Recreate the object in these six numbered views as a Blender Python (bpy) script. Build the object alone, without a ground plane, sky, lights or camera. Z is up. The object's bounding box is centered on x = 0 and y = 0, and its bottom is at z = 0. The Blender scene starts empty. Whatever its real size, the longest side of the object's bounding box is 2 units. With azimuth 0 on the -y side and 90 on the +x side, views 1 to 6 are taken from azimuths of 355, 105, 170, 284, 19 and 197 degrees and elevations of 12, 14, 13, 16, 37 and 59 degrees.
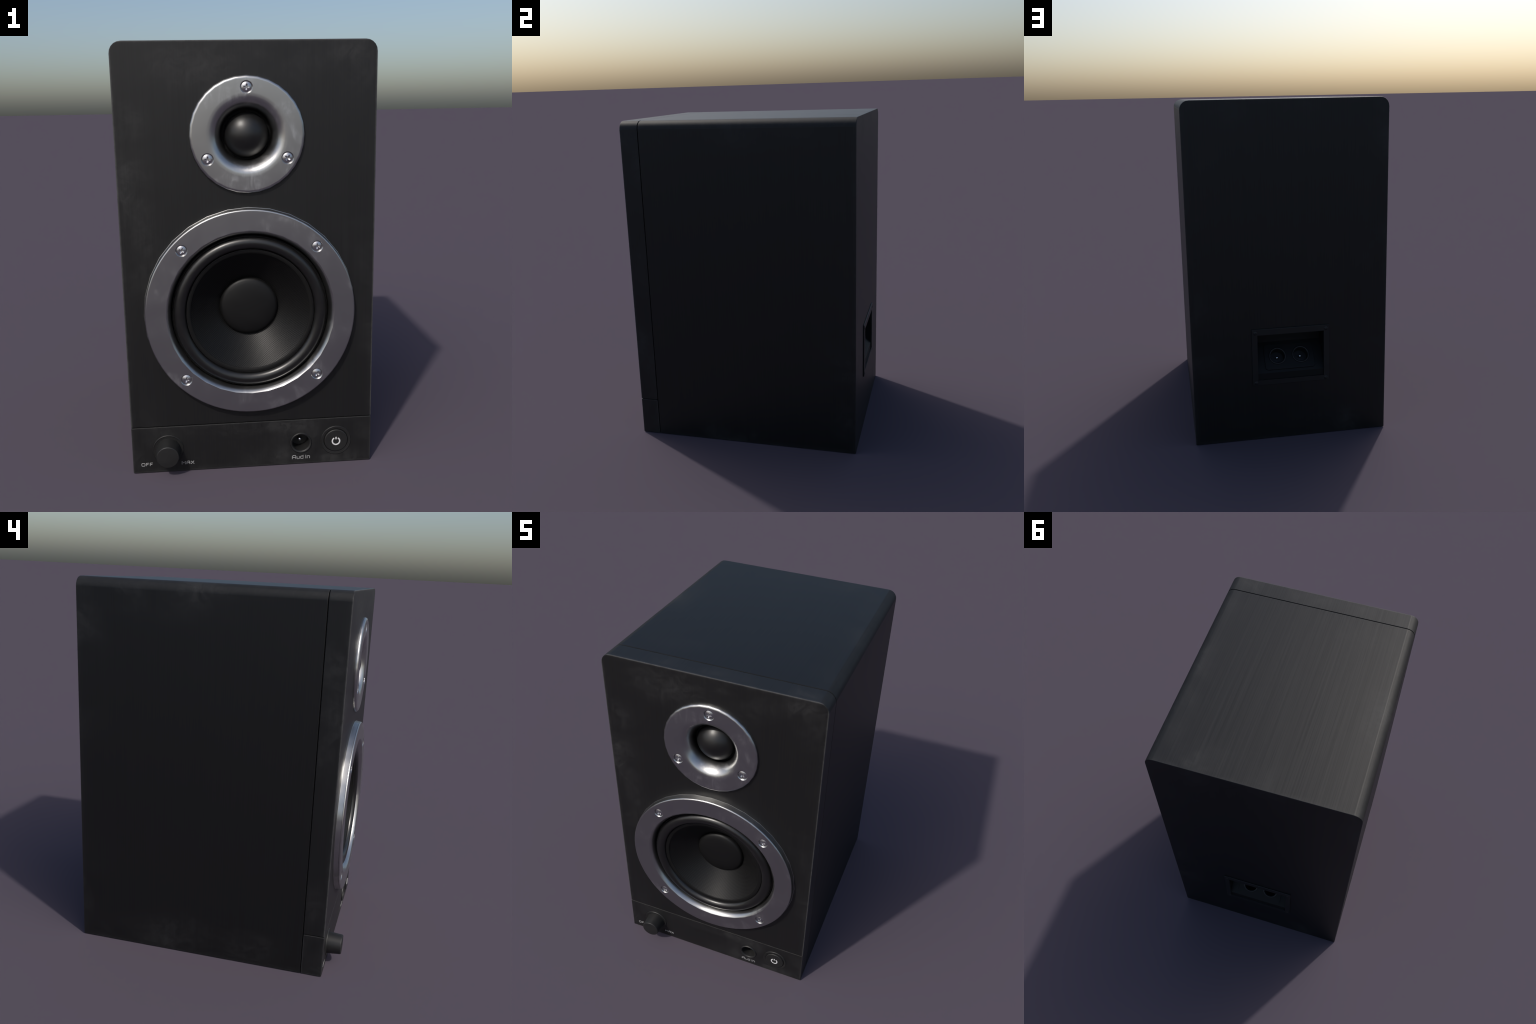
"""Bookshelf loudspeaker: black vinyl-wrapped cabinet, front baffle with a horn
tweeter and a woofer in bare metal rings, a control strip below, and a recessed
socket box at the back.  Units are metres, z up, front face looks along -y."""
import bpy, bmesh, math
from math import sin, cos, pi, radians, sqrt
from mathutils import Vector, Matrix

scene = bpy.context.scene
COLL = scene.collection

# ----------------------------------------------------------------- main sizes
HALF_W, TOP = 0.58, 2.0
Y_FRONT, Y_SEAM, Y_BACK = -0.66, -0.546, 0.73
GAP = 0.0016                 # half of the seam between the wooden parts
Z_STRIP = 0.2345             # seam between baffle and control strip
CORNER_R = 0.052
TWEETER = Vector((0.0, 0.0, 1.5975))
WOOFER = Vector((0.0, 0.0, 0.787))
KNOB = Vector((-0.4085, 0.0, 0.1145))
JACK = Vector((0.234, 0.0, 0.112))
BUTTON = Vector((0.407, 0.0, 0.116))
FRAME_Y = 0.7380             # rear frame stands proud of the back panel
KNOB_Y = -0.7405

# ---------------------------------------------------------------- node helper
class Nodes:
    def __init__(self, name):
        self.mat = bpy.data.materials.new(name)
        self.mat.use_nodes = True
        self.t = self.mat.node_tree
        self.bsdf = next(n for n in self.t.nodes if n.type == 'BSDF_PRINCIPLED')

    def new(self, kind, **kw):
        n = self.t.nodes.new(kind)
        for k, v in kw.items():
            setattr(n, k, v)
        return n

    def put(self, sock, v):
        if isinstance(v, bpy.types.NodeSocket):
            self.t.links.new(v, sock)
        else:
            sock.default_value = v

    def m(self, op, a, b=0.0, c=0.0, clamp=False):
        n = self.new('ShaderNodeMath', operation=op, use_clamp=clamp)
        for s, v in zip(n.inputs, (a, b, c)):
            self.put(s, v)
        return n.outputs[0]

    def step(self, v, lo, hi, out0=0.0, out1=1.0):
        n = self.new('ShaderNodeMapRange', interpolation_type='SMOOTHSTEP')
        for i, x in enumerate((v, lo, hi, out0, out1)):
            self.put(n.inputs[i], x)
        return n.outputs[0]

    def obj(self):
        n = self.new('ShaderNodeTexCoord')
        return n.outputs['Object']

    def xyz(self, v):
        n = self.new('ShaderNodeSeparateXYZ')
        self.put(n.inputs[0], v)
        return n.outputs

    def vec(self, x, y, z):
        n = self.new('ShaderNodeCombineXYZ')
        for s, v in zip(n.inputs, (x, y, z)):
            self.put(s, v)
        return n.outputs[0]

    def mapping(self, v, scale=(1, 1, 1), rot=(0, 0, 0), loc=(0, 0, 0)):
        n = self.new('ShaderNodeMapping')
        self.put(n.inputs['Vector'], v)
        n.inputs['Scale'].default_value = scale
        n.inputs['Rotation'].default_value = rot
        n.inputs['Location'].default_value = loc
        return n.outputs[0]

    def noise(self, v, scale=5.0, detail=4.0, rough=0.55, dist=0.0):
        n = self.new('ShaderNodeTexNoise')
        self.put(n.inputs['Vector'], v)
        n.inputs['Scale'].default_value = scale
        n.inputs['Detail'].default_value = detail
        n.inputs['Roughness'].default_value = rough
        n.inputs['Distortion'].default_value = dist
        return n.outputs['Fac']

    def mix(self, fac, a, b):
        n = self.new('ShaderNodeMix', data_type='RGBA')
        self.put(n.inputs['Factor'], fac)
        for s, v in ((n.inputs[6], a), (n.inputs[7], b)):
            self.put(s, v if isinstance(v, bpy.types.NodeSocket) else (*v, 1.0))
        return n.outputs[2]

    def bump(self, h, strength=0.2, dist=0.002):
        n = self.new('ShaderNodeBump')
        n.inputs['Strength'].default_value = strength
        n.inputs['Distance'].default_value = dist
        self.put(n.inputs['Height'], h)
        self.put(self.bsdf.inputs['Normal'], n.outputs[0])

    def set(self, **kw):
        for k, v in kw.items():
            s = self.bsdf.inputs[k.replace('_', ' ')]
            if isinstance(v, tuple) and len(v) == 3:
                v = (*v, 1.0)
            self.put(s, v)
        return self.mat


def grey(v, tint=0.0):
    return (v * (1 - tint), v, v * (1 + tint))


def vinyl_material(name, y_range, z_range, base, scuff, wear, scuff_amount, edge_gain=1.0, smudges=()):
    """Black grained vinyl.  Wear sits along the edges of the box given by the
    ranges; dull scuff clouds gather in a band next to those edges."""
    N = Nodes(name)
    o = N.obj()
    x, y, z = N.xyz(o)
    geo = N.new('ShaderNodeNewGeometry')
    nx, ny, nz = N.xyz(geo.outputs['Normal'])
    up = N.m('GREATER_THAN', N.m('ABSOLUTE', nz), 0.7)
    # distance to the nearest edge = second smallest distance to the box faces
    dx = N.m('SUBTRACT', HALF_W, N.m('ABSOLUTE', x))
    dy = N.m('MINIMUM', N.m('SUBTRACT', y, y_range[0]), N.m('SUBTRACT', y_range[1], y))
    dz = N.m('MINIMUM', N.m('SUBTRACT', z, z_range[0]), N.m('SUBTRACT', z_range[1], z))
    edge = N.m('MAXIMUM', N.m('MINIMUM', dx, dy),
               N.m('MINIMUM', N.m('MAXIMUM', dx, dy), dz))
    edge = N.m('MAXIMUM', edge, 0.0)
    # fine brushed grain: runs up the walls, and front to back over the lid
    wall = N.noise(N.mapping(o, (190, 190, 1.6)), 1.0, 5, 0.6)
    lid = N.noise(N.mapping(o, (230, 1.3, 1.3)), 1.0, 5, 0.6)
    grain = N.m('ADD', N.m('MULTIPLY', lid, up),
                N.m('MULTIPLY', wall, N.m('SUBTRACT', 1.0, up)))
    # scuffs
    cloud = N.noise(N.mapping(o, (1, 1, 1), loc=(3.1, 0.4, 1.7)), 2.6, 5, 0.62, 0.4)
    smear = N.noise(N.mapping(o, (1, 1, 1), (0.5, 0.7, 0.4), (7.0, 2.0, 0)), 16, 6, 0.7, 1.2)
    near = N.step(edge, 0.24, 0.0)
    patch = N.m('MULTIPLY', N.m('MULTIPLY', N.step(cloud, 0.50, 0.72), near),
                N.step(smear, 0.34, 0.74))
    broad = N.m('MULTIPLY', N.step(cloud, 0.42, 0.75), 0.30)
    # the rolled top corners: tilted between wall and lid
    corner = N.step(N.m('MINIMUM', N.m('ABSOLUTE', nx), N.m('ABSOLUTE', nz)), 0.03, 0.20)
    streaky = N.step(smear, 0.38, 0.68, 0.10, 0.85)
    for (cx, cy, cz), (rx, ry, rz), gain in smudges:
        q = [N.m('POWER', N.m('DIVIDE', N.m('SUBTRACT', v, c), r), 2.0)
             for v, c, r in ((x, cx, rx), (y, cy, ry), (z, cz, rz))]
        blob = N.step(N.m('ADD', N.m('ADD', q[0], q[1]), q[2]), 1.0, 0.0)
        patch = N.m('ADD', patch, N.m('MULTIPLY', N.m('MULTIPLY', blob, streaky), gain))
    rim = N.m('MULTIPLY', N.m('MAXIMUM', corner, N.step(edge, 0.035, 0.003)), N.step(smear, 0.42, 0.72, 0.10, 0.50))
    dirt = N.m('MULTIPLY', N.m('MAXIMUM', rim, N.m('ADD', patch, N.m('MULTIPLY', broad, near))), scuff_amount, clamp=True)
    line = N.m('MULTIPLY', N.step(edge, 0.0085, 0.0015),
               N.m('MULTIPLY', N.step(smear, 0.2, 0.6, 0.45, 1.0), edge_gain), clamp=True)
    body = N.mix(N.step(grain, 0.3, 0.7), grey(base * 0.93, 0.01), grey(base * 1.07, 0.01))
    body = N.mix(dirt, body, scuff)
    body = N.mix(line, body, wear)
    swing = N.m('MULTIPLY', N.m('SUBTRACT', N.step(grain, 0.25, 0.75), 0.5), N.m('ADD', 0.02, N.m('MULTIPLY', up, 0.02)))
    rough = N.m('ADD', N.m('ADD', N.m('SUBTRACT', 0.45, N.m('MULTIPLY', up, 0.005)), swing), N.m('MAXIMUM', N.m('MULTIPLY', dirt, 0.12), N.m('MULTIPLY', corner, 0.19)))
    N.set(Base_Color=body, Roughness=rough, Specular_IOR_Level=N.m('ADD', N.m('SUBTRACT', 0.46, N.m('MULTIPLY', up, 0.02)), N.m('MULTIPLY', N.m('SUBTRACT', N.step(grain, 0.3, 0.7), 0.5), N.m('ADD', 0.035, N.m('MULTIPLY', up, 0.055)))))
    N.bump(grain, 0.05, 0.0010)
    return N.mat


def metal_material():
    N = Nodes('satin_steel')
    o = N.obj()
    x, y, z = N.xyz(o)
    cloud = N.noise(N.mapping(o, loc=(1.3, 0, 4.2)), 4.5, 5, 0.6, 0.5)
    smear = N.noise(N.mapping(o, (1, 1, 0.35), (0, 0.5, 0)), 26, 6, 0.7, 1.0)
    mark = N.m('MULTIPLY', N.step(cloud, 0.49, 0.66), N.step(smear, 0.40, 0.7))
    rough = N.m('ADD', N.step(cloud, 0.3, 0.7, 0.29, 0.33), N.m('MULTIPLY', mark, 0.10))
    col = N.mix(mark, (0.456, 0.458, 0.454), (0.600, 0.600, 0.595))
    # shade inside the horn throat, painted into the steel colour, darker with depth
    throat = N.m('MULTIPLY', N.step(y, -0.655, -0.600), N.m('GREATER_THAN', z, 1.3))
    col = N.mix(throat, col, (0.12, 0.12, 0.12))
    return N.set(Base_Color=col, Metallic=1.0, Roughness=rough)


def simple(name, color, rough, metallic=0.0, spec=0.5, mottling=0.0, scale=40):
    N = Nodes(name)
    o = N.obj()
    n = N.noise(o, scale, 4, 0.6)
    lo = tuple(c * (1 - mottling) for c in color)
    hi = tuple(c * (1 + mottling) for c in color)
    return N.set(Base_Color=N.mix(N.step(n, 0.3, 0.7), lo, hi), Metallic=metallic,
                 Roughness=N.step(n, 0.2, 0.8, rough - 0.03, rough + 0.03),
                 Specular_IOR_Level=spec)


def cone_material():
    """Woven cone: a diagonal lattice of tiny dark holes in a satin sheet."""
    N = Nodes('woven_cone')
    x, y, z = N.xyz(N.obj())
    pitch = 0.0060
    a = N.m('DIVIDE', N.m('ADD', N.m('MULTIPLY', x, 0.80), N.m('MULTIPLY', z, 0.60)), pitch)
    b = N.m('DIVIDE', N.m('SUBTRACT', N.m('MULTIPLY', z, 0.80), N.m('MULTIPLY', x, 0.60)), pitch)
    fa = N.m('SUBTRACT', N.m('FRACT', a), 0.5)
    fb = N.m('SUBTRACT', N.m('FRACT', b), 0.5)
    d = N.m('SQRT', N.m('ADD', N.m('MULTIPLY', fa, fa), N.m('MULTIPLY', fb, fb)))
    hole = N.step(d, 0.40, 0.20)
    col = N.mix(hole, grey(0.0070), grey(0.0040))
    spec = N.m('SUBTRACT', 0.29, N.m('MULTIPLY', hole, 0.17))
    N.set(Base_Color=col, Roughness=0.47, Specular_IOR_Level=spec)
    N.bump(N.m('SUBTRACT', 1.0, hole), 0.15, 0.0008)
    return N.mat


MAT_BODY = vinyl_material('black_vinyl', (-5.0, Y_BACK), (0.0, TOP), 0.0045,
                          grey(0.022), grey(0.020), 0.8, 0.6,
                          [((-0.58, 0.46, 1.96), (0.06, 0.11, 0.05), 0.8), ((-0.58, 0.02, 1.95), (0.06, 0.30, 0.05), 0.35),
                           ((-0.58, 0.71, 0.20), (0.05, 0.06, 0.12), 0.6), ((-0.58, 0.15, 0.12), (0.05, 0.25, 0.14), 0.5),
                           ((-0.58, -0.25, 0.10), (0.05, 0.22, 0.12), 0.5), ((0.58, 0.66, 0.20), (0.05, 0.10, 0.16), 0.5),
                           ((-0.20, 0.73, 0.10), (0.35, 0.05, 0.12), 0.3), ((-0.56, 0.73, 1.75), (0.10, 0.05, 0.14), 0.4),
                           ((-0.30, -0.40, 2.00), (0.20, 0.12, 0.05), 0.25)])
MAT_BAFFLE = vinyl_material('black_baffle_vinyl', (Y_FRONT, 5.0), (-5.0, TOP), 0.0066,
                            grey(0.022), grey(0.055), 0.95, 1.0,
                            [((-0.26, -0.66, 1.90), (0.26, 0.10, 0.15), 0.55), ((-0.52, -0.66, 1.66), (0.13, 0.10, 0.11), 0.6),
                             ((0.52, -0.66, 1.88), (0.14, 0.10, 0.14), 0.35), ((-0.58, -0.58, 1.66), (0.05, 0.09, 0.12), 0.7),
                             ((-0.58, -0.58, 1.20), (0.05, 0.09, 0.12), 0.45), ((-0.58, -0.60, 0.42), (0.05, 0.09, 0.16), 0.55),
                             ((0.58, -0.56, 1.70), (0.05, 0.08, 0.12), 0.5), ((0.58, -0.56, 1.00), (0.05, 0.08, 0.12), 0.4)])
MAT_STRIP = vinyl_material('black_strip_vinyl', (Y_FRONT, Y_SEAM - GAP), (0.0, Z_STRIP), 0.0075,
                           grey(0.022), grey(0.028), 1.0, 0.85,
                           [((0.16, -0.66, 0.21), (0.16, 0.05, 0.06), 0.7), ((-0.05, -0.66, 0.20), (0.20, 0.05, 0.05), 0.5),
                            ((-0.57, -0.66, 0.07), (0.07, 0.12, 0.09), 0.6), ((0.55, -0.66, 0.17), (0.07, 0.06, 0.08), 0.5),
                            ((0.45, -0.66, 0.02), (0.16, 0.05, 0.05), 0.5)])
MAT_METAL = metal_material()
MAT_SCREW = simple('screw_steel', (0.50, 0.50, 0.515), 0.30, 1.0, 0.5, 0.05)
MAT_PIN = simple('contact_pin_steel', (0.80, 0.80, 0.82), 0.15, 1.0)
MAT_RUBBER = simple('surround_rubber', grey(0.005), 0.34, 0, 0.7, 0.10)
MAT_CAP = simple('cap_rubber', grey(0.0042), 0.50, 0, 0.34, 0.08, 25)
MAT_DOME = simple('dome_silk', grey(0.006), 0.39, 0, 0.6, 0.06, 25)
MAT_GASKET = simple('gasket_felt', grey(0.0042), 0.62, 0, 0.22, 0.12, 120)
MAT_CONE = cone_material()
MAT_PLASTIC = simple('control_plastic', grey(0.0125), 0.50, 0, 0.45, 0.10, 30)
MAT_REAR = simple('terminal_plastic', grey(0.0085, 0.05), 0.46, 0, 0.45, 0.08, 30)
MAT_RECESS = simple('recess_plastic', grey(0.0050, 0.03), 0.60, 0, 0.28, 0.08, 30)
MAT_DARK = simple('seam_black', grey(0.0025), 0.8, 0, 0.2)
MAT_PRINT = simple('label_print', grey(0.27), 0.55)
MAT_SYMBOL = simple('symbol_print', grey(0.66), 0.5)

# ------------------------------------------------------------- object helpers
ROOT = bpy.data.objects.new('bookshelf_speaker', None)
COLL.objects.link(ROOT)
ROOT['label'] = 'black bookshelf loudspeaker with metal-ringed tweeter and woofer'
ROOT['category'] = 'loudspeaker'


def add(name, mesh, mat, parent=ROOT):
    ob = bpy.data.objects.new(name, mesh)
    mesh.name = name
    COLL.objects.link(ob)
    ob.parent = parent
    if mat:
        mesh.materials.clear()
        mesh.materials.append(mat)
    return ob


def sharpen(bm, angle=32):
    bm.normal_update()
    for f in bm.faces:
        f.smooth = True
    for e in bm.edges:
        e.smooth = not (len(e.link_faces) == 2 and e.calc_face_angle(0) > radians(angle))


def to_mesh(bm, angle=32, recalc=True):
    if recalc:
        bmesh.ops.recalc_face_normals(bm, faces=bm.faces[:])
    sharpen(bm, angle)
    me = bpy.data.meshes.new('part')
    bm.to_mesh(me)
    bm.free()
    return me


def lathe(profile, centre, seg=32, closed=False, axis=None, facets=0):
    """Turn (radius, y) pairs round an axis along y through centre.  Radius 0
    ends become poles.  axis: a matrix that re-aims the result.  A third value 1
    in a profile point flattens that ring to a polygon of `facets` sides."""
    bm = bmesh.new()
    rings = []
    for point in profile:
        r, y = point[:2]
        if len(point) > 2:
            w = 2 * pi / facets
            rings.append([bm.verts.new((q * sin(a), y, q * cos(a))) for a in
                          (2 * pi * i / seg for i in range(seg))
                          for q in (r * cos(w / 2) / cos(a % w - w / 2),)])
            continue
        if r < 1e-6:
            rings.append([bm.verts.new((0, y, 0))])
        else:
            rings.append([bm.verts.new((r * sin(2 * pi * i / seg), y, r * cos(2 * pi * i / seg)))
                          for i in range(seg)])
    pairs = list(zip(rings, rings[1:])) + ([(rings[-1], rings[0])] if closed else [])
    for a, b in pairs:
        for i in range(seg):
            j = (i + 1) % seg
            if len(a) == 1:
                bm.faces.new((a[0], b[i], b[j]))
            elif len(b) == 1:
                bm.faces.new((a[i], b[0], a[j]))
            else:
                bm.faces.new((a[i], b[i], b[j], a[j]))
    if axis is not None:
        bmesh.ops.transform(bm, matrix=axis, verts=bm.verts)
    bmesh.ops.translate(bm, vec=centre, verts=bm.verts)
    return bm


def arc(cx, cy, rx, ry, a0, a1, n):
    """n+1 points on an ellipse, angles in degrees."""
    return [(cx + rx * cos(radians(a0 + (a1 - a0) * i / n)),
             cy + ry * sin(radians(a0 + (a1 - a0) * i / n))) for i in range(n + 1)]


def prism(outline, y0, y1, bevel=0.0, seg=2):
    """Extrude an (x, z) outline from y0 to y1 and round its sharp edges."""
    bm = bmesh.new()
    a = [bm.verts.new((x, y0, z)) for x, z in outline]
    b = [bm.verts.new((x, y1, z)) for x, z in outline]
    bm.faces.new(a)
    bm.faces.new(b[::-1])
    n = len(a)
    for i in range(n):
        bm.faces.new((a[i], b[i], b[(i + 1) % n], a[(i + 1) % n]))
    bmesh.ops.recalc_face_normals(bm, faces=bm.faces[:])
    if bevel:
        es = [e for e in bm.edges if e.calc_face_angle(0) > radians(50)]
        bmesh.ops.bevel(bm, geom=es, offset=bevel, segments=seg, profile=0.5, affect='EDGES')
    return bm


def box_outline(x0, x1, z0, z1, top_r=0.0, steps=5):
    if not top_r:
        return [(x0, z0), (x1, z0), (x1, z1), (x0, z1)]
    pts = [(x0, z0), (x1, z0)]
    pts += arc(x1 - top_r, z1 - top_r, top_r, top_r, 0, 90, steps)
    pts += arc(x0 + top_r, z1 - top_r, top_r, top_r, 90, 180, steps)
    return pts


def carve(ob, cutters, op='DIFFERENCE', weighted=True, angle=32):
    """Boolean the cutters into ob, bake the result and drop the cutters."""
    for c in cutters:
        md = ob.modifiers.new('cut', 'BOOLEAN')
        md.operation = op
        md.solver = 'EXACT'
        md.object = c
    dg = bpy.context.evaluated_depsgraph_get()
    dg.update()
    me = bpy.data.meshes.new_from_object(ob.evaluated_get(dg))
    old = ob.data
    ob.modifiers.clear()
    name = old.name
    ob.data = me
    bpy.data.meshes.remove(old)
    me.name = name
    for c in cutters:
        d = c.data
        bpy.data.objects.remove(c)
        bpy.data.meshes.remove(d)
    bm = bmesh.new()
    bm.from_mesh(me)
    sharpen(bm, angle)
    bm.to_mesh(me)
    bm.free()
    while len(me.materials) > 1:
        me.materials.pop()
    for p in me.polygons:
        p.material_index = 0
    if weighted:
        w = ob.modifiers.new('even_shading', 'WEIGHTED_NORMAL')
        w.keep_sharp = True
        w.weight = 90
    return ob


def weighted(ob):
    w = ob.modifiers.new('even_shading', 'WEIGHTED_NORMAL')
    w.keep_sharp = True
    w.weight = 90
    return ob


def cutter(bm):
    return add('helper', to_mesh(bm), None)


def drum(centre, r, y0, y1, seg=32):
    return cutter(lathe([(0, y0), (r, y0), (r, y1), (0, y1)], centre, seg))


# -------------------------------------------------------------------- cabinet
cabinet = add('cabinet', to_mesh(prism(box_outline(-HALF_W, HALF_W, 0, TOP, CORNER_R),
                                       Y_SEAM + GAP, Y_BACK, 0.0035)), MAT_BODY)
REC_X, REC_Z0, REC_Z1, REC_Y = 0.193, 0.385, 0.657, 0.600
carve(cabinet, [drum(WOOFER, 0.37, -0.60, -0.40), drum(TWEETER, 0.15, -0.60, -0.48),
                cutter(prism(box_outline(-0.204, 0.204, 0.376, 0.668), 0.56, 0.80))])

baffle = add('front_baffle', to_mesh(prism(box_outline(-HALF_W, HALF_W, Z_STRIP + GAP, TOP, CORNER_R),
                                           Y_FRONT, Y_SEAM - GAP, 0.0035)), MAT_BAFFLE)
carve(baffle, [drum(WOOFER, 0.42, -0.8, -0.4), drum(TWEETER, 0.20, -0.8, -0.4)])

strip = add('control_strip', to_mesh(prism(box_outline(-HALF_W, HALF_W, 0, Z_STRIP - GAP),
                                           Y_FRONT, Y_SEAM - GAP, 0.0035)), MAT_STRIP)
carve(strip, [drum(JACK, 0.047, -0.8, -0.585), drum(BUTTON, 0.067, -0.8, -0.645)])

# dark filler that closes the seams a few millimetres below the surface
filler = add('seam_filler', to_mesh(prism(box_outline(-HALF_W + 0.007, HALF_W - 0.007, 0.006, TOP - 0.007,
                                                      CORNER_R - 0.007),
                                          Y_FRONT + 0.007, Y_SEAM + 0.03)), MAT_DARK)
carve(filler, [drum(WOOFER, 0.423, -0.8, -0.4), drum(TWEETER, 0.203, -0.8, -0.4),
               drum(JACK, 0.050, -0.8, -0.580), drum(BUTTON, 0.070, -0.8, -0.640)])

# --------------------------------------------------------------------- screws
HEAD_R, BORE_R = 0.0238, 0.0278


def phillips_screw_mesh():
    """Domed head with a tapered cross recess; base plane at y = 0, apex at -y."""
    rho = 0.0502
    prof = [(HEAD_R * 0.97, 0.006), (HEAD_R, 0.0015)]
    a0 = math.asin(HEAD_R / rho)
    y0 = -(sqrt(rho ** 2 - HEAD_R ** 2))
    for i in range(8):
        a = a0 * (1 - i / 8)
        prof.append((rho * sin(a), -rho * cos(a) - y0))
    prof.append((0, -rho - y0))
    ob = add('screw', to_mesh(lathe(prof, (0, 0, 0), 24)), MAT_SCREW)
    apex = -rho - y0
    # each slot: wide at the surface, tapering to a small floor
    top = [(-.0190, -.0045), (.0190, -.0045), (.0190, .0045), (-.0190, .0045)]
    low = [(-.0050, -.0018), (.0050, -.0018), (.0050, .0018), (-.0050, .0018)]
    slots = []
    for turn in (0, pi / 2):
        b2 = bmesh.new()
        rot = Matrix.Rotation(turn, 3, 'Y')
        A = [b2.verts.new(rot @ Vector((x, apex - 0.001, z))) for x, z in top]
        B = [b2.verts.new(rot @ Vector((x, apex + 0.0070, z))) for x, z in low]
        b2.faces.new(A)
        b2.faces.new(B[::-1])
        for i in range(4):
            b2.faces.new((A[i], B[i], B[(i + 1) % 4], A[(i + 1) % 4]))
        slots.append(cutter(b2))
    carve(ob, slots, weighted=False, angle=28)
    me = ob.data
    bpy.data.objects.remove(ob)
    return me


SCREW = phillips_screw_mesh()


def screw(parent, pos, turn, scale=1.0):
    ob = bpy.data.objects.new('screw', SCREW)
    COLL.objects.link(ob)
    ob.parent = parent
    ob.location = pos
    ob.rotation_euler = (0, radians(turn), 0)
    ob.scale = (scale, scale, scale)
    return ob


def bore(pos, face_y, scale=1.0):
    r = BORE_R * scale
    return cutter(lathe([(0, face_y - 0.004), (r + 0.003, face_y - 0.004), (r + 0.0008, face_y),
                         (r - 0.0030, face_y + 0.0038), (r - 0.0032, face_y + 0.0145),
                         (0, face_y + 0.0145)], pos, 24))


# -------------------------------------------------------------------- tweeter
TW_FACE = -0.678
tw_profile = ([(0.2563, -0.6585, 1), (0.2563, -0.6650, 1)] +
              [(r, y, 1) for r, y in arc(0.2420, -0.6650, 0.0143, 0.0130, -8, -90, 5)] +
              [(0.1840, TW_FACE), (0.1700, -0.6776), (0.1600, -0.6758), (0.1510, -0.6715),
               (0.1430, -0.6650), (0.1350, -0.6560), (0.1280, -0.6450), (0.1215, -0.6320),
               (0.1160, -0.6190), (0.1120, -0.6060), (0.1100, -0.5900), (0.1900, -0.5900),
               (0.1900, -0.6585)])
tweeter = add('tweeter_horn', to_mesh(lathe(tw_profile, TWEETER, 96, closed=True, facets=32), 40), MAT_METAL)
tw_spots = [(TWEETER + Vector((0.2050 * cos(radians(a)), 0, 0.2050 * sin(radians(a)))), t)
            for a, t in ((90, 8), (210, 4), (330, 38))]
carve(tweeter, [bore(p, TW_FACE) for p, _ in tw_spots], angle=40)
for p, t in tw_spots:
    screw(tweeter, p + Vector((0, TW_FACE + 0.0058, 0)), t)
dome_rho = 0.118
dome_r = 0.1010
dome_y = -0.6090
a0 = math.asin(dome_r / dome_rho)
dome = [(0.1005, -0.5960), (0.1012, -0.6030)]
dome += [(dome_rho * sin(a0 * (1 - i / 12)),
          dome_y - dome_rho * (cos(a0 * (1 - i / 12)) - cos(a0))) for i in range(13)]
dome[-1] = (0, dome[-1][1])
add('dome_backing', to_mesh(lathe([(0.1130, -0.5905), (0.1130, -0.5930), (0.0980, -0.5970), (0, -0.5970)], TWEETER, 48)),  # added black backing disc that darkens the space round the dome
    MAT_DARK, tweeter)
add('tweeter_dome', to_mesh(lathe(dome, TWEETER, 64), 60), MAT_DOME, tweeter)

# --------------------------------------------------------------------- woofer
W_FACE = -0.6945
ring_profile = ([(0.4916, -0.6585, 1), (0.4914, -0.6598, 1), (0.4900, -0.6604, 1), (0.4895, -0.6620, 1), (0.4856, -0.6850, 1)] +
                arc(0.4772, -0.6865, 0.0080, 0.0080, -10, -90, 5)[:-1] + [(0.4772, W_FACE)] +
                [(0.3905, W_FACE, 1), (0.3886, -0.6938, 1), (0.3822, -0.6893), (0.3755, -0.6800),
                 (0.3704, -0.6670), (0.3674, -0.6540), (0.3668, -0.6300),
                 (0.4100, -0.6300), (0.4100, -0.6585)])
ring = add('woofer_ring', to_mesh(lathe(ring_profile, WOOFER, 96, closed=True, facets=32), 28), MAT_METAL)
w_spots = [(WOOFER + Vector((sx * 0.3072, 0, sz * 0.3072)), t)
           for sx, sz, t in ((-1, 1, 28), (1, 1, 5), (-1, -1, 12), (1, -1, 32))]
carve(ring, [bore(p, W_FACE, 0.96) for p, _ in w_spots], angle=28)
for p, t in w_spots:
    screw(ring, p + Vector((0, W_FACE + 0.0058, 0)), t, 0.96)

roll = ([(0.3640, -0.6400), (0.3630, -0.6560), (0.3600, -0.6590), (0.3570, -0.6560)] +
        arc(0.3275, -0.6560, 0.0285, 0.0260, 0, -180, 12) +
        [(0.2978, -0.6585), (0.2968, -0.6625), (0.2950, -0.6625), (0.2942, -0.6600), (0.2920, -0.6400)])
surround = add('surround', to_mesh(lathe(roll, WOOFER, 96), 60), MAT_RUBBER, ring)
add('cone_gasket', to_mesh(lathe([(0.2945, -0.6500), (0.2945, -0.6612), (0.2925, -0.6618), (0.2785, -0.6592),
                                  (0.2768, -0.6575), (0.2768, -0.6450)], WOOFER, 96), 50),
    MAT_GASKET, ring)
cone = [(0.2780, -0.6570)] + [(0.2780 + (0.1300 - 0.2780) * t, -0.6570 + 0.1220 * t + 0.006 * sin(pi * t))
                              for t in (0.2, 0.4, 0.6, 0.8, 1.0)]
add('cone', to_mesh(lathe(cone, WOOFER, 96), 60), MAT_CONE, ring)
cap = [(0.1375, -0.5300), (0.1395, -0.5420), (0.1392, -0.5490), (0.1370, -0.5560), (0.1325, -0.5612),
       (0.1250, -0.5650), (0.1100, -0.5690), (0.0850, -0.5725), (0.0500, -0.5750), (0, -0.5760)]
add('dust_cap', to_mesh(lathe(cap, WOOFER, 64), 60), MAT_CAP, ring)

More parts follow.
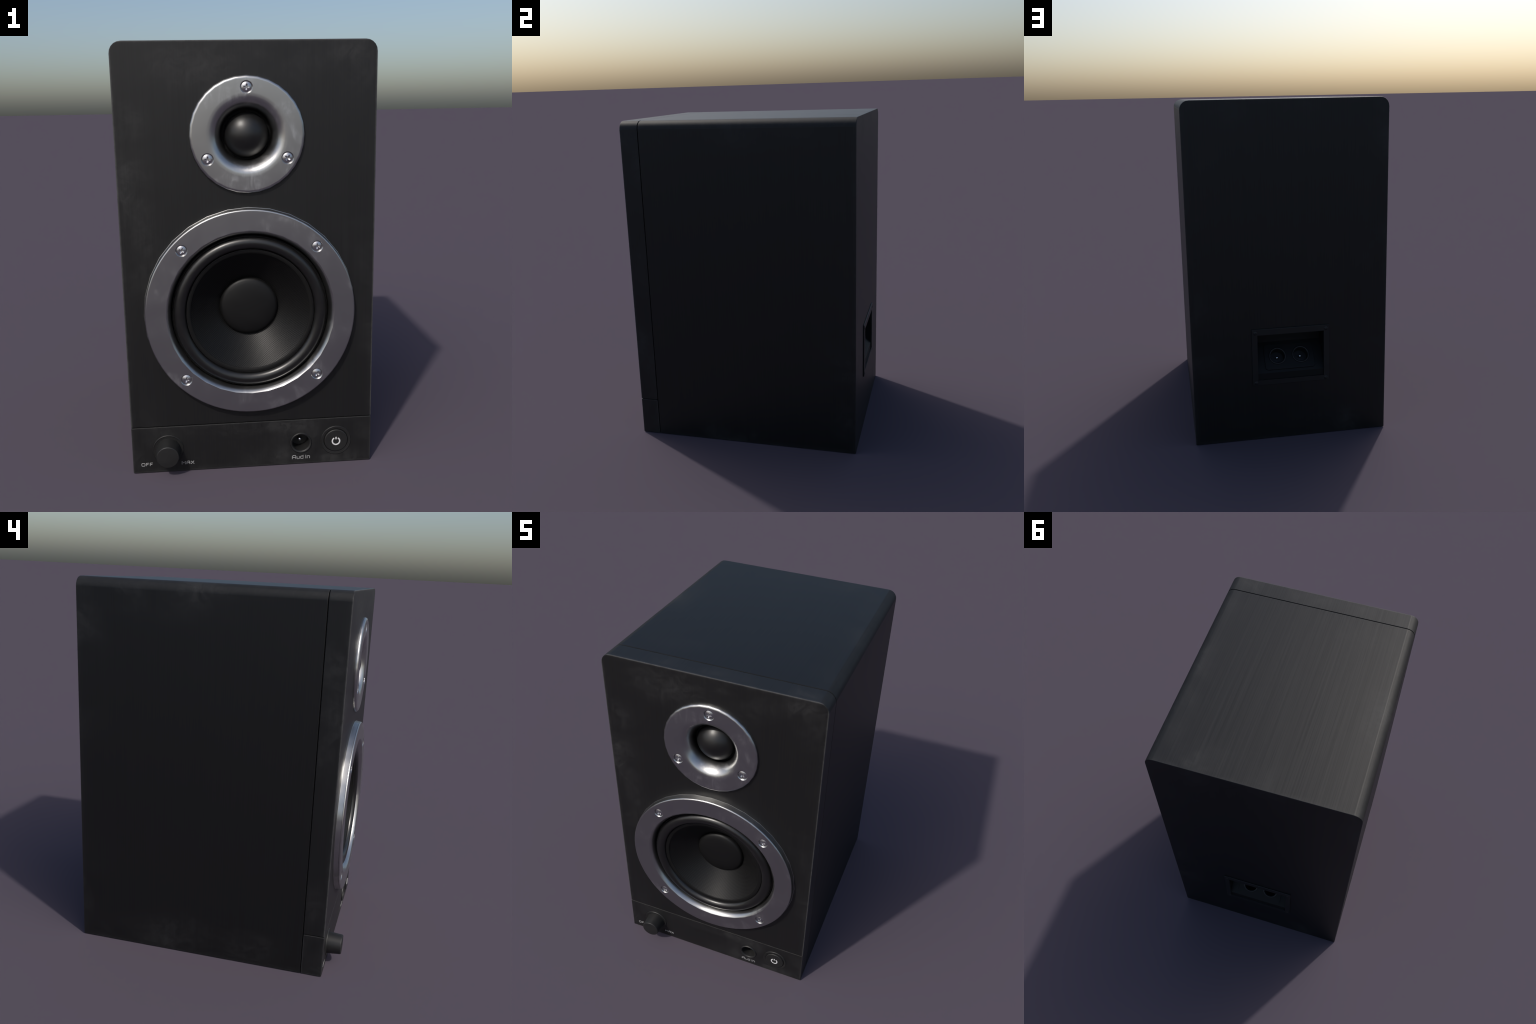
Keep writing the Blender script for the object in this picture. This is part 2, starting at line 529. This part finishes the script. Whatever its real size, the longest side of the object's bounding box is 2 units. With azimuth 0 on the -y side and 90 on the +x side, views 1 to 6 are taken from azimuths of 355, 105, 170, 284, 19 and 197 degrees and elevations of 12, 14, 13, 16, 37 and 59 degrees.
# -------------------------------------------------------------- front controls
knob = add('volume_knob', to_mesh(lathe(
    [(0.0594, -0.6590), (0.0592, -0.6640), (0.0535, KNOB_Y + 0.0050), (0.0520, KNOB_Y + 0.0018),
     (0.0488, KNOB_Y), (0, KNOB_Y)], KNOB, 28), 40), MAT_PLASTIC)
weighted(knob)
add('knob_collar', to_mesh(lathe(
    [(0.0750, -0.6585), (0.0745, -0.6622), (0.0722, -0.6642), (0.0690, -0.6630), (0.0655, -0.6622),
     (0.0560, -0.6622)],
    KNOB + Vector((0, 0, 0.0015)), 28), 50), MAT_PLASTIC, knob)

jack = add('audio_socket', to_mesh(lathe(
    [(0.0535, -0.6585), (0.0525, -0.6645), (0.0500, -0.6668), (0.0465, -0.6660), (0.0425, -0.6630),
     (0.0420, -0.6580), (0.0415, -0.5950), (0, -0.5950)], JACK, 28), 50), MAT_PLASTIC)


def pin_bm(centre, base, tip, r=0.0085, axis=None):
    prof = [(r, base), (r, tip + r)] + arc(0, tip + r, r, r, 0, -90, 5)[1:]
    prof[-1] = (0, tip)
    return lathe(prof, centre, 16, axis=axis)


add('contact_pin', to_mesh(pin_bm(JACK, -0.5945, -0.6280, 0.0110), 50), MAT_PIN, jack)

bezel = add('power_bezel', to_mesh(lathe(
    [(0.0752, -0.6585), (0.0747, -0.6622), (0.0726, -0.6640), (0.0700, -0.6632), (0.0620, -0.6632),
     (0.0600, -0.6618), (0.0598, -0.6480), (0, -0.6480)], BUTTON, 28), 45), MAT_PLASTIC)
weighted(bezel)
button = add('power_button', to_mesh(lathe(
    [(0.0580, -0.6485), (0.0578, -0.6640), (0.0565, -0.6672), (0.0535, -0.6688), (0.0505, -0.6680), (0, -0.6680)],
    BUTTON, 28), 45), MAT_PLASTIC, bezel)
weighted(button)


def stroke_mesh(lines, radius, depth_y, rise, flat=0.3):
    """Raised lettering: poly curves with a rounded section, squashed along y."""
    cu = bpy.data.curves.new('strokes', 'CURVE')
    cu.dimensions = '3D'
    cu.bevel_depth = radius
    cu.bevel_resolution = 2
    cu.use_fill_caps = True
    for pts, cyclic in lines:
        sp = cu.splines.new('POLY')
        sp.points.add(len(pts) - 1)
        for p, (x, z) in zip(sp.points, pts):
            p.co = (x, 0, z, 1)
        sp.use_cyclic_u = cyclic
    ob = bpy.data.objects.new('helper', cu)
    COLL.objects.link(ob)
    dg = bpy.context.evaluated_depsgraph_get()
    dg.update()
    me = bpy.data.meshes.new_from_object(ob.evaluated_get(dg))
    bpy.data.objects.remove(ob)
    bpy.data.curves.remove(cu)
    k = rise / radius
    me.transform(Matrix.Translation((0, depth_y, 0)) @ Matrix.Diagonal((1, k, 1, 1)))
    for p in me.polygons:
        p.use_smooth = True
    return me


sym_c = BUTTON + Vector((0, 0, -0.0030))
sym_r, gap_a = 0.0182, 30
ring_pts = [(sym_c.x + sym_r * sin(radians(a)), sym_c.z + sym_r * cos(radians(a)))
            for a in range(gap_a, 361 - gap_a, 10)]
bar_pts = [(sym_c.x, sym_c.z + 0.0100), (sym_c.x, sym_c.z + 0.0222)]
add('power_symbol', stroke_mesh([(ring_pts, False), (bar_pts, False)], 0.0036, -0.6682, 0.0010),
    MAT_SYMBOL, button)

# letters drawn in a unit box (width, height 1), wide squared techno style
GLYPH = {
    'O': [([(.15, 0), (.85, 0), (1, .2), (1, .8), (.85, 1), (.15, 1), (0, .8), (0, .2)], True)],
    'F': [([(0, 0), (0, .85), (.1, 1), (1, 1)], False), ([(0, .5), (.8, .5)], False)],
    'M': [([(0, 0), (0, 1), (.5, .45), (1, 1), (1, 0)], False)],
    'A': [([(0, 0), (0, .7), (.25, 1), (.85, 1), (1, .8), (1, 0)], False), ([(0, .42), (1, .42)], False)],
    'X': [([(0, 0), (1, 1)], False), ([(0, 1), (1, 0)], False)],
    'u': [([(0, .7), (0, .15), (.15, 0), (1, 0), (1, .7)], False)],
    'd': [([(1, 1), (1, 0), (.15, 0), (0, .15), (0, .55), (.15, .7), (1, .7)], False)],
    'I': [([(0, 0), (0, 1)], False)],
    'n': [([(0, 0), (0, .7), (.85, .7), (1, .55), (1, 0)], False)],
}


def lettering(text, x0, z0, height, widths, space, radius):
    lines, x = [], x0
    for ch, w in zip(text, widths):
        for pts, cyc in GLYPH.get(ch, []):
            lines.append(([(x + px * w, z0 + pz * height) for px, pz in pts], cyc))
        x += w + space
    return stroke_mesh(lines, radius, Y_FRONT, 0.0007)


LT = 0.0019
add('lettering', lettering('OFF', -0.5390, 0.0350, 0.0145, (0.0150, 0.0125, 0.0125), 0.0062, LT),
    MAT_PRINT, strip)
add('lettering', lettering('MAX', -0.3465, 0.0335, 0.0150, (0.0170, 0.0145, 0.0145), 0.0062, LT),
    MAT_PRINT, strip)
add('lettering', lettering('Aud In', 0.1920, 0.0262, 0.0185, (0.0170, 0.0120, 0.0125, 0.0010, 0.0010, 0.0120),
                           0.0060, LT), MAT_PRINT, strip)

# ----------------------------------------------------------- rear terminal box
FX, FZ0, FZ1 = 0.2315, 0.3490, 0.6985
OX, OZ0, OZ1 = 0.1980, 0.3812, 0.6615
frame = add('terminal_frame', to_mesh(prism(box_outline(-FX, FX, FZ0, FZ1), 0.7285, FRAME_Y, 0.0035)),
            MAT_REAR)
carve(frame, [cutter(prism(box_outline(-OX, OX, OZ0, OZ1), 0.70, 0.80))])

# socket box: shell with a short upright lip at the foot, a panel sloping back
# and up, and an upright back wall above it
SLOPE = Vector((0, -0.88, 1.0)).normalized()          # up the sloping panel
NORMAL = Vector((0, 1.0, 0.88)).normalized()
FOOT = Vector((0, 0.7300, 0.4200))
side = [(0.7290, OZ0 - 0.0020), (0.7290, 0.4200), (REC_Y, 0.4200 + (0.7300 - REC_Y) / 0.88),
        (REC_Y, OZ1 + 0.0020), (0.7290, OZ1 + 0.0020)]


def socket_box():
    bm = bmesh.new()
    hw = OX + 0.0025
    L = [bm.verts.new((-hw, y, z)) for y, z in side]
    R = [bm.verts.new((hw, y, z)) for y, z in side]
    for i in range(len(side) - 1):
        bm.faces.new((L[i], R[i], R[i + 1], L[i + 1]))
    # side walls: one cheek on each flank
    bm.faces.new(L[1:])
    bm.faces.new(R[:0:-1])
    me = to_mesh(bm, 20, recalc=False)
    return me


box = add('terminal_box', socket_box(), MAT_RECESS, frame)
sol = box.modifiers.new('wall', 'SOLIDIFY')
sol.thickness = 0.0015
sol.offset = 0

AIM = Matrix((Vector((1, 0, 0)), -NORMAL, SLOPE)).transposed().to_4x4()   # local -y looks out of the panel


def on_panel(x, s, out=0.0):
    return FOOT + Vector((x, 0, 0)) + SLOPE * s + NORMAL * out


plate_bm = prism([(-0.1500 + 0.012, 0.0172), (0.1500 - 0.012, 0.0172), (0.1500, 0.0172 + 0.012), (0.1500, 0.1738 - 0.012),
                  (0.1500 - 0.012, 0.1738), (-0.1500 + 0.012, 0.1738), (-0.1500, 0.1738 - 0.012),
                  (-0.1500, 0.0172 + 0.012)], -0.0060, 0.0020, 0.0018)
bmesh.ops.transform(plate_bm, matrix=Matrix.Translation(FOOT) @ AIM, verts=plate_bm.verts)
plate = add('terminal_plate', to_mesh(plate_bm), MAT_RECESS, frame)
SOCK_X, SOCK_S = 0.0705, 0.1000
holes_p, holes_b = [], []
for sx in (-1, 1):
    c = on_panel(sx * SOCK_X, SOCK_S)
    for hl in (holes_p, holes_b):
        hl.append(cutter(lathe([(0, -0.03), (0.0465, -0.03), (0.0465, 0.03), (0, 0.03)], c, 28, axis=AIM)))
carve(plate, holes_p)
# the sloping panel itself is opened up as well so the sockets are deep
dg = bpy.context.evaluated_depsgraph_get()
dg.update()
solid = bpy.data.meshes.new_from_object(box.evaluated_get(dg))
box.modifiers.clear()
box.data = solid
carve(box, holes_b, weighted=False, angle=20)
for sx in (-1, 1):
    c = on_panel(sx * SOCK_X, SOCK_S)
    sock = add('rear_socket', to_mesh(lathe(
        [(0.0530, -0.0050), (0.0522, -0.0095), (0.0500, -0.0112), (0.0460, -0.0106), (0.0425, -0.0080),
         (0.0420, -0.0040), (0.0415, 0.0450), (0, 0.0450)], c, 28, axis=AIM), 50), MAT_REAR, frame)
    add('contact_pin', to_mesh(pin_bm(c, 0.0446, 0.0190, 0.0100, AIM), 50), MAT_PIN, sock)

rear_screw = lathe([(0.0125, 0.0005), (0.0122, -0.0025)] + arc(0, -0.0025, 0.0122, 0.0040, 0, -90, 4)[1:-1] +
                   [(0.0035, -0.0064), (0.0025, -0.0050), (0, -0.0050)], (0, 0, 0), 16,
                   axis=Matrix.Rotation(pi, 4, 'Z'))
RS = to_mesh(rear_screw, 60)
RS.materials.append(MAT_REAR)
for sx in (-1, 1):
    for z in (0.3655, 0.6760):
        ob = bpy.data.objects.new('screw', RS)
        COLL.objects.link(ob)
        ob.parent = frame
        ob.location = (sx * 0.2105, FRAME_Y - 0.0039, z)
